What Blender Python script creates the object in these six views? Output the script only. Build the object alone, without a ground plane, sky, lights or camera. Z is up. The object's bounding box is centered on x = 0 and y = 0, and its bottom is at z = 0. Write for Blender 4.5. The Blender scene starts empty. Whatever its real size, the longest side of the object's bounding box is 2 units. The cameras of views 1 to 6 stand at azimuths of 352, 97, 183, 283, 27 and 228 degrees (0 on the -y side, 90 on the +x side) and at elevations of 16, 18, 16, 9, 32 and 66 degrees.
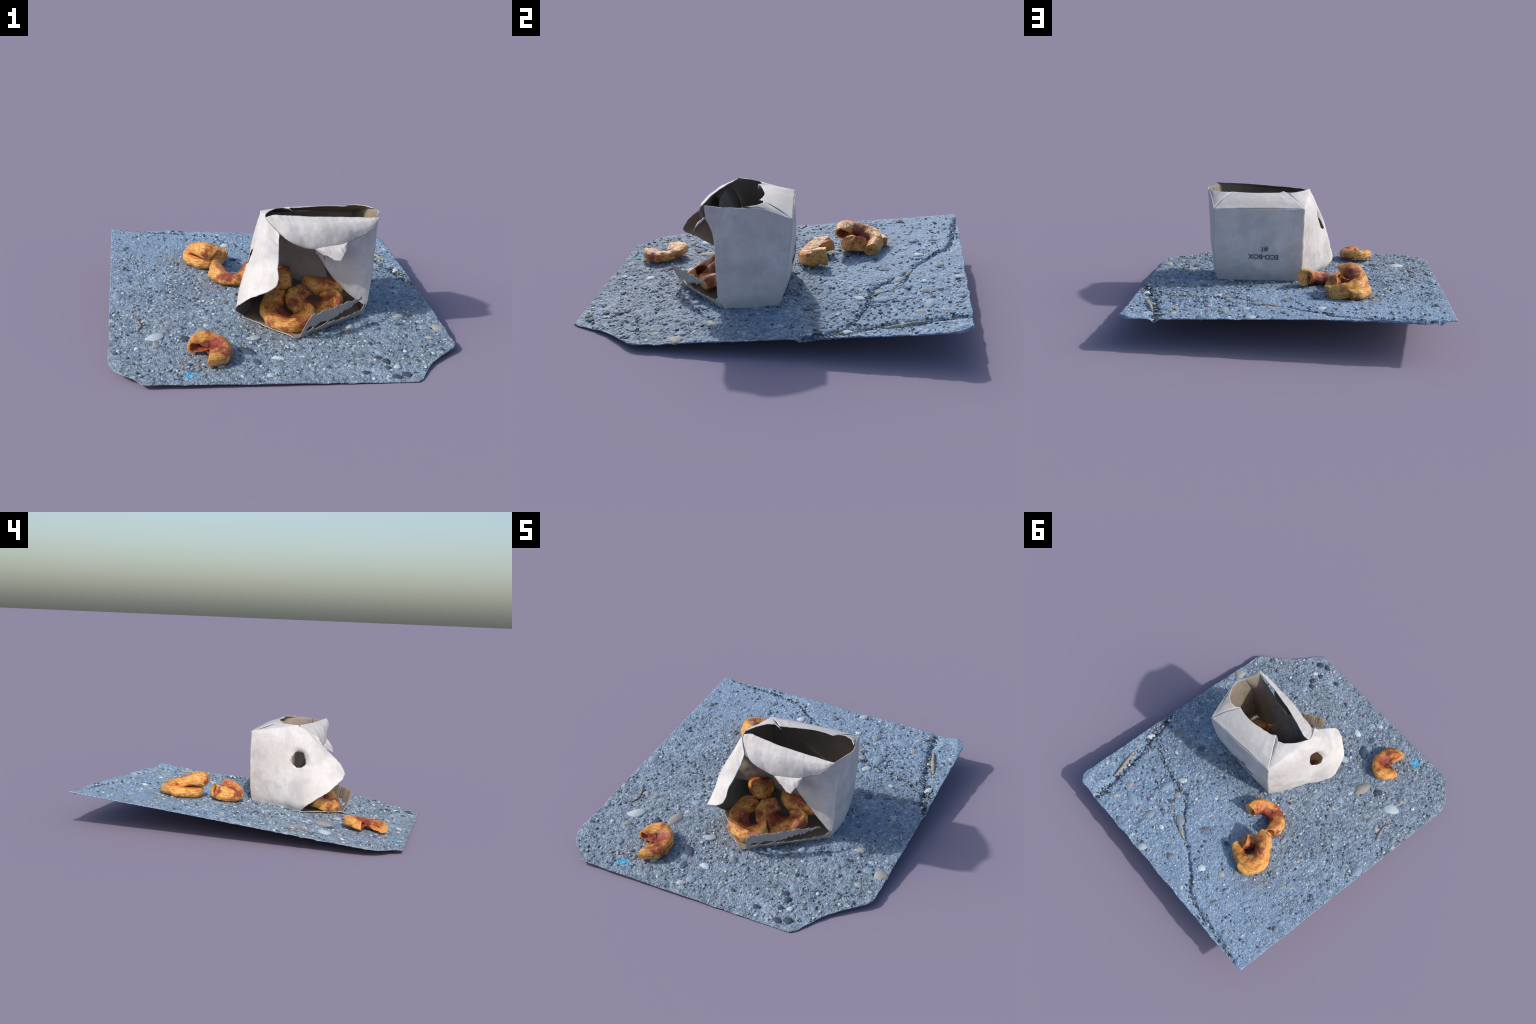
"""A torn paper food box lying on a tilted slab of exposed-aggregate concrete,
with curled slices of dried fruit spilling out of it and lying around it."""
import bpy, math, random
import numpy as np
from mathutils import Vector, Matrix

RNG = np.random.default_rng(7)
random.seed(7)

# ------------------------------------------------------------------ helpers
def hash3(i, j, k, seed=0):
    h = (i * 374761393 + j * 668265263 + k * 2147483647 + seed * 1274126177) & 0xFFFFFFFF
    h = ((h ^ (h >> 13)) * 1274126177) & 0xFFFFFFFF
    return ((h ^ (h >> 16)) & 0xFFFF) / 65535.0

def vnoise(p, seed=0):
    """value noise in -1..1 at points p (n,3)"""
    p = np.asarray(p, float)
    i = np.floor(p).astype(np.int64)
    f = p - i
    f = f * f * (3 - 2 * f)
    r = 0
    for a in (0, 1):
        for b in (0, 1):
            for c in (0, 1):
                w = (f[:, 0] if a else 1 - f[:, 0]) * (f[:, 1] if b else 1 - f[:, 1]) * (f[:, 2] if c else 1 - f[:, 2])
                r = r + w * hash3(i[:, 0] + a, i[:, 1] + b, i[:, 2] + c, seed)
    return 2 * r - 1

def fbm(p, seed=0, octaves=3, gain=.5):
    p = np.asarray(p, float)
    r, a, t = 0, 1, 0
    for o in range(octaves):
        r = r + a * vnoise(p * 2 ** o, seed + o)
        t += a
        a *= gain
    return r / t

def catmull(pts, n):
    """n samples along a Catmull-Rom curve through pts (k, dim), knots evenly spaced"""
    P = np.asarray(pts, float)
    k = len(P)
    if k == 2:
        t = np.linspace(0, 1, n)[:, None]
        t = t.reshape((-1,) + (1,) * (P.ndim - 1))
        return P[0] * (1 - t) + P[1] * t
    E = np.concatenate([[2 * P[0] - P[1]], P, [2 * P[-1] - P[-2]]])
    t = np.linspace(0, k - 1, n)
    i = np.minimum(t.astype(int), k - 2)
    f = (t - i).reshape((-1,) + (1,) * (P.ndim - 1))
    a, b, c, d = E[i], E[i + 1], E[i + 2], E[i + 3]
    return .5 * (2 * b + (c - a) * f + (2 * a - 5 * b + 4 * c - d) * f ** 2 + (3 * b - a - 3 * c + d) * f ** 3)

def polyline(pts, n):
    P = np.asarray(pts, float)
    s = np.r_[0, np.cumsum(np.linalg.norm(np.diff(P, axis=0), axis=1))]
    t = np.linspace(0, s[-1], n)
    return np.stack([np.interp(t, s, P[:, j]) for j in range(P.shape[1])], 1)

def seg_dist(xy, pts):
    """distance from xy (n,2) to a polyline, plus the 0..1 position along it"""
    P = np.asarray(pts, float)
    best = np.full(len(xy), 9.)
    where = np.zeros(len(xy))
    for s, (a, b) in enumerate(zip(P[:-1], P[1:])):
        d = b - a
        t = np.clip(((xy - a) @ d) / (d @ d), 0, 1)
        q = np.linalg.norm(xy - a - t[:, None] * d, axis=1)
        m = q < best
        best[m] = q[m]
        where[m] = (s + t[m]) / (len(P) - 1)
    return best, where

def make_mesh(name, verts, faces, mats=(), smooth=True, mat_index=None):
    me = bpy.data.meshes.new(name)
    verts = np.asarray(verts, np.float32)
    me.vertices.add(len(verts))
    me.vertices.foreach_set("co", verts.ravel())
    if isinstance(faces, np.ndarray):
        n, k = faces.shape
        loops, starts, totals = faces.ravel(), np.arange(n) * k, np.full(n, k)
    else:
        totals = np.array([len(f) for f in faces])
        loops = np.concatenate([np.asarray(f) for f in faces])
        starts = np.r_[0, np.cumsum(totals)[:-1]]
    me.loops.add(len(loops))
    me.loops.foreach_set("vertex_index", loops.astype(np.int32))
    me.polygons.add(len(totals))
    me.polygons.foreach_set("loop_start", starts.astype(np.int32))
    me.polygons.foreach_set("loop_total", totals.astype(np.int32))
    me.polygons.foreach_set("use_smooth", np.full(len(totals), smooth))
    for m in mats:
        me.materials.append(m)
    if mat_index is not None:
        me.polygons.foreach_set("material_index", np.asarray(mat_index, np.int32))
    me.update(calc_edges=True)
    me.validate()
    return me

def add(name, data, parent=None, loc=(0, 0, 0)):
    ob = bpy.data.objects.new(name, data)
    bpy.context.scene.collection.objects.link(ob)
    ob.location = loc
    if parent:
        ob.parent = parent
    return ob

def grid_faces(nv, nu, flip=False):
    i = np.arange(nv * nu).reshape(nv, nu)
    q = np.stack([i[:-1, :-1], i[:-1, 1:], i[1:, 1:], i[1:, :-1]], -1).reshape(-1, 4)
    return q[:, ::-1].copy() if flip else q

# ---------------------------------------------------------------- materials
class Tree:
    """small helper to write node trees as expressions"""
    def __init__(self, name, rough=.7, spec=.3):
        self.m = bpy.data.materials.new(name)
        self.m.use_nodes = True
        self.t = self.m.node_tree
        self.bsdf = self.t.nodes["Principled BSDF"]
        self.bsdf.inputs["Roughness"].default_value = rough
        self.bsdf.inputs["Specular IOR Level"].default_value = spec
        self.obj = self.node("ShaderNodeTexCoord").outputs["Object"]

    def node(self, kind, **kw):
        n = self.t.nodes.new(kind)
        for k, v in kw.items():
            setattr(n, k, v)
        return n

    def put(self, sock, v):
        if isinstance(v, bpy.types.NodeSocket):
            self.t.links.new(v, sock)
        elif v is not None:
            if sock.type == "RGBA" and len(v) == 3:
                v = (*v, 1)
            sock.default_value = v

    def noise(self, scale, detail=3, rough=.55, vec=None, dist=0.):
        n = self.node("ShaderNodeTexNoise")
        self.put(n.inputs["Vector"], vec or self.obj)
        n.inputs["Scale"].default_value = scale
        n.inputs["Detail"].default_value = detail
        n.inputs["Roughness"].default_value = rough
        n.inputs["Distortion"].default_value = dist
        return n.outputs["Fac"]

    def voronoi(self, scale, out="Color", vec=None, feature="F1"):
        n = self.node("ShaderNodeTexVoronoi", feature=feature)
        self.put(n.inputs["Vector"], vec or self.obj)
        n.inputs["Scale"].default_value = scale
        return n.outputs[out]

    def ramp(self, fac, stops, interp="LINEAR"):
        n = self.node("ShaderNodeValToRGB")
        n.color_ramp.interpolation = interp
        e = n.color_ramp.elements
        while len(e) < len(stops):
            e.new(.5)
        for el, (p, c) in zip(e, stops):
            el.position = p
            c = (c, c, c) if isinstance(c, (int, float)) else c
            el.color = (*c, 1)
        self.put(n.inputs["Fac"], fac)
        return n.outputs["Color"]

    def mix(self, fac, a, b, blend="MIX"):
        n = self.node("ShaderNodeMix", data_type="RGBA", blend_type=blend)
        self.put(n.inputs[0], fac)
        self.put(n.inputs[6], a)
        self.put(n.inputs[7], b)
        return n.outputs[2]

    def math(self, op, a, b=None, c=None):
        n = self.node("ShaderNodeMath", operation=op)
        for s, v in zip(n.inputs, (a, b, c)):
            self.put(s, v)
        return n.outputs[0]

    def vec(self, op, a, b=None):
        n = self.node("ShaderNodeVectorMath", operation=op)
        self.put(n.inputs[0], a)
        if b is not None:
            self.put(n.inputs[1], b)
        return n.outputs["Value"] if op in ("DISTANCE", "LENGTH") else n.outputs[0]

    def step(self, v, lo, hi):
        n = self.node("ShaderNodeMapRange", interpolation_type="SMOOTHSTEP")
        self.put(n.inputs[0], v)
        n.inputs[1].default_value = lo
        n.inputs[2].default_value = hi
        return n.outputs[0]

    def mapped(self, scale):
        n = self.node("ShaderNodeMapping")
        self.put(n.inputs["Vector"], self.obj)
        n.inputs["Scale"].default_value = scale
        return n.outputs[0]

    def spot(self, centre, r_in, r_out, wobble=None):
        d = self.vec("DISTANCE", self.obj, centre)
        if wobble is not None:
            d = self.math("ADD", d, wobble)
        return self.step(d, r_out, r_in)

    def bump(self, height, dist, strength=1.):
        n = self.node("ShaderNodeBump")
        n.inputs["Distance"].default_value = dist
        n.inputs["Strength"].default_value = strength
        self.put(n.inputs["Height"], height)
        self.t.links.new(n.outputs[0], self.bsdf.inputs["Normal"])

    def done(self, color):
        self.put(self.bsdf.inputs["Base Color"], color)
        return self.m

def slab_z(x, y):
    hump = .0035 * np.exp(-((x + .45) ** 2 + (y - .25) ** 2) / .25) - .0095 * np.exp(-((x - .72) ** 2 + (y - .78) ** 2) / .22)
    return .1062 - .02794 * x + .09376 * y - .010 * x * y + hump

def mat_concrete():
    t = Tree("weathered_concrete", .75, .3)
    big = t.noise(2.2, 3)
    mid = t.noise(28, 4, .65)
    base = t.ramp(mid, [(.3, (.095, .140, .205)), (.5, (.19, .265, .365)), (.7, (.32, .415, .53))])
    sep = t.node("ShaderNodeSeparateXYZ")
    t.put(sep.inputs[0], t.obj)
    pale_back = t.math("MULTIPLY", t.step(t.math("ADD", sep.outputs[1], t.math("MULTIPLY", t.math("SUBTRACT", big, .5), 1.4)), .10, .70), .7)
    base = t.mix(pale_back, base, (.31, .435, .615))
    base = t.mix(t.math("MULTIPLY", t.step(t.noise(7, 4, .6), .50, .68), .5), base, (.13, .175, .235))
    # sand grains: one colour per cell
    grain = t.node("ShaderNodeSeparateColor")
    t.put(grain.inputs[0], t.voronoi(115))
    g = t.ramp(grain.outputs[0], [(0, (.035, .05, .08)), (.22, (.10, .145, .21)), (.55, (.20, .275, .37)), (.85, (.30, .39, .49)), (.97, (.66, .76, .82))])
    base = t.mix(t.math("MULTIPLY", t.step(t.noise(2.9, 3, .55), .50, .66), .45), base, (.33, .455, .63))
    base = t.mix(.36, base, g)
    fine = t.noise(300, 2, .7)
    base = t.mix(.4, base, t.ramp(fine, [(.3, .12), (.5, .5), (.7, .95)]), "OVERLAY")
    lift = t.node("ShaderNodeBrightContrast")
    t.put(lift.inputs[0], base)
    lift.inputs["Bright"].default_value = .035
    lift.inputs["Contrast"].default_value = .10
    grey = t.node("ShaderNodeHueSaturation")
    t.put(grey.inputs["Saturation"], t.math("ADD", .82, t.math("MULTIPLY", t.step(t.math("ADD", sep.outputs[1], t.math("MULTIPLY", big, .8)), -.4, 1.1), .20)))
    t.put(grey.inputs["Color"], lift.outputs[0])
    base = grey.outputs[0]
    # spatter of blue paint and other small stains
    wob = t.math("MULTIPLY", t.math("SUBTRACT", t.noise(90, 4, .7), .5), .055)
    base = t.mix(t.spot((-.496, -.911, slab_z(-.496, -.911)), .031, .037, wob), base, (.11, .52, .84))
    for c, r, col in (((.729, -.426), .012, (.11, .05, .20)), ((.162, .518), .008, (.62, .32, .62)), ((.44, .72), .011, (.14, .09, .27)),
                      ((-.22, -1.0), .008, (.2, .1, .25))):
        base = t.mix(t.spot((*c, slab_z(*c)), r, r * 1.5, wob), base, col)
    # faint brownish halos round the fruit
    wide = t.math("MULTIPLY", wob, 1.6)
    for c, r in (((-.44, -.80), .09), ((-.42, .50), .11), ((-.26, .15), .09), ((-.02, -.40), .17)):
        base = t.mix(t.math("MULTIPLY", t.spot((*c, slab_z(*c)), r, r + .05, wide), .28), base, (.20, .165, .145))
    t.bump(t.math("ADD", t.math("MULTIPLY", t.voronoi(150, "Distance"), .8), mid), .006, .8)
    return t.done(base)

def mat_stone(name, dark, light, vary=.25):
    t = Tree(name, .55, .4)
    rnd = t.node("ShaderNodeObjectInfo").outputs["Random"]
    n = t.noise(45, 4, .65)
    col = t.ramp(n, [(.3, dark), (.68, light)])
    hue = t.node("ShaderNodeHueSaturation")
    t.put(hue.inputs["Value"], t.math("ADD", 1 - vary, t.math("MULTIPLY", rnd, 2 * vary)))
    t.put(hue.inputs["Color"], col)
    t.bump(n, .003, .6)
    return t.done(hue.outputs[0])

def mat_plain(name, a, b, scale=60, rough=.8):
    t = Tree(name, rough, .2)
    n = t.noise(scale, 4, .6)
    t.bump(n, .003, .5)
    return t.done(t.ramp(n, [(.3, a), (.7, b)]))

def mat_paper(name, tint, dark, fleck, warm):
    t = Tree(name, .62, .25)
    mott = t.noise(9, 4, .6)
    col = t.mix(t.step(mott, .3, .72), dark, tint)
    col = t.mix(t.math("MULTIPLY", t.step(t.noise(4.5, 3), .48, .68), .5), col, warm)
    fib = t.noise(260, 3, .75)
    col = t.mix(.35, col, t.ramp(fib, [(.3, .3), (.5, .5), (.7, .72)]), "OVERLAY")
    v = t.voronoi(34, "Distance")
    keep = t.step(t.noise(6, 2), .5, .62)
    col = t.mix(t.math("MULTIPLY", t.math("MULTIPLY", t.step(v, .10, .05), keep), .55), col, fleck)
    t.bump(t.math("ADD", fib, t.math("MULTIPLY", t.noise(38, 3), 1.6)), .003, .45)
    return t.done(col)

def mat_fruit():
    """flesh with fibres that run round the ring (object z is the ring's axis)"""
    t = Tree("dried_fruit_flesh", .36, .5)
    rnd = t.node("ShaderNodeObjectInfo").outputs["Random"]
    shift = t.node("ShaderNodeCombineXYZ")
    for i in range(3):
        t.put(shift.inputs[i], t.math("MULTIPLY", rnd, 3.1 + i))
    p = t.vec("ADD", t.obj, shift.outputs[0])
    sep = t.node("ShaderNodeSeparateXYZ")
    t.put(sep.inputs[0], t.obj)
    x, y, z = sep.outputs
    r = t.math("SQRT", t.math("ADD", t.math("MULTIPLY", x, x), t.math("MULTIPLY", y, y)))
    n1 = t.noise(16, 4, .6, p)
    n2 = t.noise(40, 4, .65, p)
    col = t.ramp(n1, [(.28, (.42, .12, .025)), (.44, (.69, .25, .045)), (.58, (.79, .35, .075)), (.76, (.70, .41, .13))])
    col = t.mix(t.math("MULTIPLY", t.step(t.noise(8, 3, .6, p), .50, .66), .5), col, (.68, .17, .04))
    col = t.mix(t.math("MULTIPLY", t.step(t.math("ADD", r, t.math("MULTIPLY", t.math("SUBTRACT", n2, .5), .08)), .085, .13), .5), col, (.80, .46, .13))
    # fibres: stretched noise in (radius, height, slow angle)
    ring = t.node("ShaderNodeCombineXYZ")
    t.put(ring.inputs[0], t.math("MULTIPLY", r, 210.))
    t.put(ring.inputs[1], t.math("MULTIPLY", z, 210.))
    t.put(ring.inputs[2], t.math("MULTIPLY", t.math("ARCTAN2", y, x), 1.6))
    fib = t.noise(1., 3, .6, ring.outputs[0])
    col = t.mix(.75, col, t.ramp(fib, [(.3, .18), (.5, .52), (.7, .84)]), "OVERLAY")
    col = t.mix(t.math("MULTIPLY", t.step(fib, .46, .34), .7), col, (.34, .09, .022))
    # red blush near the stone and in blotches
    inner = t.step(t.math("ADD", r, t.math("MULTIPLY", t.math("SUBTRACT", n1, .5), .16)), .086, .042)
    blot = t.step(t.math("ADD", t.math("MULTIPLY", t.noise(11, 3, .6, p), .75), t.math("MULTIPLY", n2, .25)), .505, .61)
    red = t.math("MAXIMUM", t.math("MULTIPLY", inner, .9), t.math("MULTIPLY", blot, .85))
    col = t.mix(red, col, t.ramp(n2, [(.35, (.10, .010, .012)), (.62, (.36, .045, .026))]))
    dots = t.math("MULTIPLY", t.step(t.voronoi(75, "Distance", p), .16, .08), t.step(n1, .46, .56))
    col = t.mix(t.math("MULTIPLY", dots, .8), col, (.09, .03, .015))
    t.bump(t.math("ADD", t.math("MULTIPLY", fib, 1.2), n2), .006, .7)
    return t.done(col)

M_CON = mat_concrete()
M_STONES = [mat_stone("pale_stone", (.38, .46, .53), (.72, .79, .83)), mat_stone("blue_stone", (.14, .21, .30), (.36, .47, .58)),
            mat_stone("grey_stone", (.15, .19, .235), (.33, .39, .44)), mat_stone("dark_stone", (.025, .04, .075), (.12, .17, .24)),
            mat_stone("tan_stone", (.24, .23, .22), (.55, .54, .50))]
M_STICK = mat_plain("dry_stick", (.20, .18, .14), (.46, .44, .36), 70)
M_DIRT = mat_plain("dark_dirt", (.018, .024, .036), (.10, .11, .125), 120)
M_BROWN = mat_plain("brown_twig", (.16, .09, .05), (.34, .22, .14), 90)
M_OUT = mat_paper("white_card_outside", (.70, .685, .68), (.54, .525, .525), (.10, .10, .12), (.56, .51, .48))  # warm mottling tints in light bounced onto the lower left wall
M_LIP = mat_paper("shade_darkened_card", (.56, .53, .515), (.36, .325, .30), (.10, .08, .07), (.40, .33, .29))  # browner, darker card colour: shade on the front lip is painted in
M_IN = mat_paper("brown_card_inside", (.33, .28, .225), (.25, .215, .18), (.12, .09, .07), (.36, .28, .20))
M_INK = mat_plain("navy_ink", (.10, .105, .13), (.17, .17, .20), 200, .7)
M_FRUIT = mat_fruit()
M_PITH = mat_plain("greenish_pith", (.22, .12, .02), (.40, .26, .05), 60, .6)
M_CORE = mat_plain("red_core", (.13, .02, .015), (.36, .09, .035), 60, .6)

# --------------------------------------------------------------------- slab
OUT_L = [(-1.0, -.724), (-.985, -.738), (-.938, -.766), (-.908, -.812), (-.858, -.856), (-.805, -.882), (-.3, -.884), (.3, -.884), (1.0, -.883)]
OUT_R = [(-1.0, .572), (-.972, .604), (-.92, .632), (-.86, .665), (-.80, .703), (-.73, .768), (-.68, .822), (-.645, .858), (-.602, .882), (.2, .886), (.93, .878), (.965, .864), (1.0, .826)]
CRACK = [(.78, .399), (.684, .443), (.58, .475), (.472, .501), (.393, .507), (.311, .509), (.23, .564), (.152, .645), (.048, .716), (-.043, .75),
         (-.157, .826), (-.263, .908), (-.337, .934), (-.451, .953), (-.573, .962), (-.704, .98), (-.802, .99)]
SIDE = [(.58, .475), (.52, .53), (.50, .60)]
CHIP = [(.23, .564), (.25, .50), (.22, .44)]
SPUR = [(-.157, .826), (-.21, .80), (-.30, .81)]
BRANCH = [(.383, .508), (.347, .575), (.294, .631), (.21, .68), (.15, .69)]
JOINT = [(.875, .20), (.84, .319), (.80, .452), (.755, .602), (.715, .78), (.69, .90), (.678, 1.0)]

def relief(xy):
    p = np.c_[xy, np.zeros(len(xy))]
    flat = 1 - .55 * np.clip((xy[:, 1] - .3) * 3, 0, 1) * np.clip((.3 - xy[:, 0]) * 3, 0, 1)
    z = .0040 * fbm(p * 8, 1) + flat * (.0048 * fbm(p * 30, 5) + .0026 * vnoise(p * 75, 9))
    warp = .010 * np.c_[fbm(p * 22, 20), fbm(p * 22, 30)]
    rough = fbm(p * 60, 40)
    d, w = seg_dist(xy + warp, CRACK)
    width = .0105 + .006 * np.clip(w * 2 - 1, 0, 1)
    z -= (.016 + .005 * rough) * np.exp(-(d / width) ** 2)
    chips = np.clip(fbm(p * 45, 55) - .15, 0, 1)
    z -= .016 * chips * np.exp(-(d / .030) ** 2)
    for line, deep in ((BRANCH, .010), (SIDE, .007), (CHIP, .006), (SPUR, .008)):
        d, _ = seg_dist(xy + warp, line)
        z -= deep * np.exp(-(d / .006) ** 2)
    d, _ = seg_dist(xy + warp, JOINT)
    z -= (.020 + .008 * rough) * np.exp(-(d / .022) ** 2)
    far = xy[:, 0] > .72                       # the neighbouring slab beyond the joint
    z += np.where(far, .006 * np.clip((xy[:, 1] - .45) * 3, 0, 1) * fbm(p * 16, 50), 0) * np.clip(d / .05, 0, 1)
    z += .018 * np.exp(-((xy[:, 0] - .845) ** 2 + (xy[:, 1] - .955) ** 2) / .0035)
    # crumbled back edge
    z += .010 * np.clip((xy[:, 1] - .93) / .07, 0, 1) * fbm(p * 30, 60) * np.clip((-.2 - xy[:, 0]) * 4, 0, 1)
    return z

def top(xy):
    xy = np.atleast_2d(np.asarray(xy, float))
    return slab_z(xy[:, 0], xy[:, 1]) + relief(xy)

def build_slab():
    nx, ny = 400, 450
    v = np.linspace(-1, 1, ny)
    xl = np.interp(v, *zip(*OUT_L))
    xr = np.interp(v, *zip(*OUT_R))
    q = np.c_[v * 14, np.zeros(ny), np.zeros(ny)]
    xl = xl + .004 * fbm(q, 70, 4)
    xr = xr + .003 * fbm(q, 80, 4)
    u = np.linspace(0, 1, nx)
    X = xl[:, None] * (1 - u) + xr[:, None] * u
    Y = np.repeat(v[:, None], nx, 1) * .997
    q = np.c_[X[0] * 16, np.zeros(nx), np.zeros(nx)]
    back = .008 * fbm(q, 90, 4)
    front = .003 * fbm(q, 95, 4)
    Y = Y + np.clip((Y - .9) / .1, 0, 1) * back + np.clip((-.9 - Y) / .1, 0, 1) * front
    # the bounding box runs from -1 to 1
    Y = -1 + 2 * (Y - Y.min()) / (Y.max() - Y.min())
    xy = np.c_[X.ravel(), Y.ravel()]
    zt = top(xy)
    edge = np.minimum.reduce([np.tile(np.arange(nx), (ny, 1)), np.tile(np.arange(nx)[::-1], (ny, 1)),
                              np.tile(np.arange(ny)[:, None], (1, nx)), np.tile(np.arange(ny)[::-1, None], (1, nx))]).ravel()
    zt = np.maximum(zt, .004)
    zb = np.maximum(np.minimum(slab_z(*xy.T) - .004, zt - .003) - .005 * np.clip(edge / 12, 0, 1), .0)
    zb = np.minimum(zb, zt - .002)
    n = nx * ny
    i = np.arange(n).reshape(ny, nx)
    border = np.r_[i[0, :], i[1:, -1], i[-1, -2::-1], i[-2:0:-1, 0]]
    nxt = np.roll(border, -1)
    side = np.stack([border + n, nxt + n, nxt, border], 1)
    faces = np.vstack([grid_faces(ny, nx), grid_faces(ny, nx, True) + n, side])
    V = np.vstack([np.c_[xy, zt], np.c_[xy, zb]])
    V[:, 2] -= V[:, 2].min()
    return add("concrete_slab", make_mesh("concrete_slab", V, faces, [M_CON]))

slab = build_slab()
slab["label"] = "thin tilted slab of grey-blue pebbled concrete with cracks"
slab["category"] = "concrete slab"

def ico(sub):
    import bmesh
    bm = bmesh.new()
    bmesh.ops.create_icosphere(bm, subdivisions=sub, radius=1)
    v = np.array([x.co[:] for x in bm.verts])
    f = np.array([[a.index for a in x.verts] for x in bm.faces])
    bm.free()
    return v, f

ICO2, ICO3 = ico(2), ico(3)

def stone_shape(seed, base=ICO3):
    v, f = base
    d = 1 + .22 * vnoise(v * 1.4 + seed * 7.3, seed) + .07 * vnoise(v * 4 + seed, seed + 3)
    v = v * d[:, None]
    v[:, 2] = np.sign(v[:, 2]) * np.abs(v[:, 2]) ** 1.15      # flattish crown
    return v, f

def inside(x, y, m=.02):
    return np.interp(y, *zip(*OUT_L)) + m < x < np.interp(y, *zip(*OUT_R)) - m and abs(y) < .99 - m

SHAPES = [[make_mesh("pebble", stone_shape(10 * k + s)[0], ICO3[1], [m]) for s in range(4)] for k, m in enumerate(M_STONES)]
SLOPE = Matrix(((1, 0, -.0279), (0, 1, .0938), (-.0279 * -1, .0938, 1)))
TILT = Vector((.0279, -.0938, 1)).to_track_quat("Z", "Y")
placed = []

def pebble(x, y, a, b, ang, kind, proud=.22, h=.5):
    ob = add("pebble", random.choice(SHAPES[kind]), slab)
    c = min(a, b) * h
    ob.location = (x, y, slab_z(x, y) + c * (2 * proud - .62))
    ob.rotation_mode = "QUATERNION"
    ob.rotation_quaternion = TILT @ Matrix.Rotation(math.radians(ang), 3, "Z").to_quaternion()
    ob.scale = (a, b, c)
    placed.append((x, y, max(a, b)))

PALE, BLUE, GREY, DARK, TAN = range(5)
for x, y, a, b, ang, k in [
    (-.411, -.475, .062, .038, 68, TAN), (-.654, -.523, .055, .036, 29, PALE), (-.256, -.185, .033, .024, 50, BLUE), (.408, .452, .034, .020, 41, PALE),
    (.514, .804, .028, .060, 63, BLUE), (-.21, -.678, .030, .052, 29, DARK), (-.506, -.539, .030, .026, 53, DARK), (-.845, -.03, .045, .030, 82, BLUE),
    (.846, -.409, .034, .037, 52, TAN), (.534, -.927, .023, .026, 52, DARK), (.722, .246, .033, .031, 51, GREY), (.446, .224, .040, .027, 74, GREY),
    (.525, .20, .026, .022, 52, DARK), (.345, .786, .037, .031, 52, GREY), (.182, .965, .032, .024, 30, PALE), (.611, .751, .026, .022, 51, TAN),
    (.44, .965, .026, .028, 52, BLUE), (-.425, .837, .031, .018, 52, GREY), (-.671, .762, .022, .016, 51, BLUE), (-.065, -.748, .022, .032, 51, PALE),
    (.199, -.34, .019, .013, 54, PALE), (-.609, -.771, .024, .026, 52, BLUE), (-.591, -.046, .032, .022, 51, BLUE), (-.557, -.028, .020, .031, 52, GREY),
    (.442, .569, .048, .029, 74, BLUE), (.424, .108, .026, .021, 53, BLUE), (.015, .562, .031, .021, 53, GREY), (.008, .862, .026, .028, 51, GREY),
    (.178, .652, .031, .038, 52, GREY), (.403, .36, .023, .014, 52, BLUE), (-.265, -.099, .023, .020, 50, GREY), (-.584, -.356, .024, .019, 52, TAN),
    (-.12, -.918, .022, .018, 54, PALE), (-.155, -.53, .040, .024, 10, PALE), (.668, -.267, .030, .022, 20, TAN), (-.672, -.286, .029, .018, 51, GREY)]:
    pebble(x, y, a, b, ang, k, .26, .42)
tries = 0
while len(placed) < 280 and tries < 6000:
    tries += 1
    x, y = RNG.uniform(-.87, .87), RNG.uniform(-.98, .98)
    a = .011 + .018 * RNG.random() ** 2.2
    if not inside(x, y, a + .01) or any((x - p) ** 2 + (y - q) ** 2 < (.8 * (a + r)) ** 2 for p, q, r in placed):
        continue
    if RNG.random() < .55 * (y > .55 and x < -.1) or (-.1 < x < .45 and -.35 < y < 0):
        continue
    pebble(x, y, a, a * RNG.uniform(.55, .95), RNG.uniform(0, 180), RNG.choice(5, p=[.22, .30, .24, .14, .10]), RNG.uniform(.16, .34), RNG.uniform(.4, .65))

def build_gravel():
    kinds = [stone_shape(200 + s, ICO2)[0] for s in range(8)]
    V, F, MI, off = [], [], [], 0
    want, n = 4200, 0
    while n < want:
        x, y = RNG.uniform(-.88, .88), RNG.uniform(-.99, .99)
        a = .0035 + .0075 * RNG.random() ** 1.8
        if not inside(x, y, a + .006):
            continue
        if RNG.random() < .6 * (y > .5 and x < .1):
            continue
        v = kinds[RNG.integers(8)] * (a, a * RNG.uniform(.55, 1), a * RNG.uniform(.45, .7))
        t = RNG.uniform(0, math.pi)
        c, s = math.cos(t), math.sin(t)
        v = np.c_[v[:, 0] * c - v[:, 1] * s + x, v[:, 0] * s + v[:, 1] * c + y, v[:, 2]]
        v[:, 2] += slab_z(v[:, 0], v[:, 1]) + RNG.uniform(-.001, .0022)
        v[:, 2] = np.maximum(v[:, 2], .0005)
        V.append(v)
        F.append(ICO2[1] + off)
        MI.append(np.full(len(ICO2[1]), RNG.choice(5, p=[.24, .26, .24, .20, .06])))
        off += len(v)
        n += 1
    ob = add("gravel", make_mesh("gravel", np.vstack(V), np.vstack(F), M_STONES, True, np.concatenate(MI)), slab)
    ob["kind"] = "stuff"

build_gravel()

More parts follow.
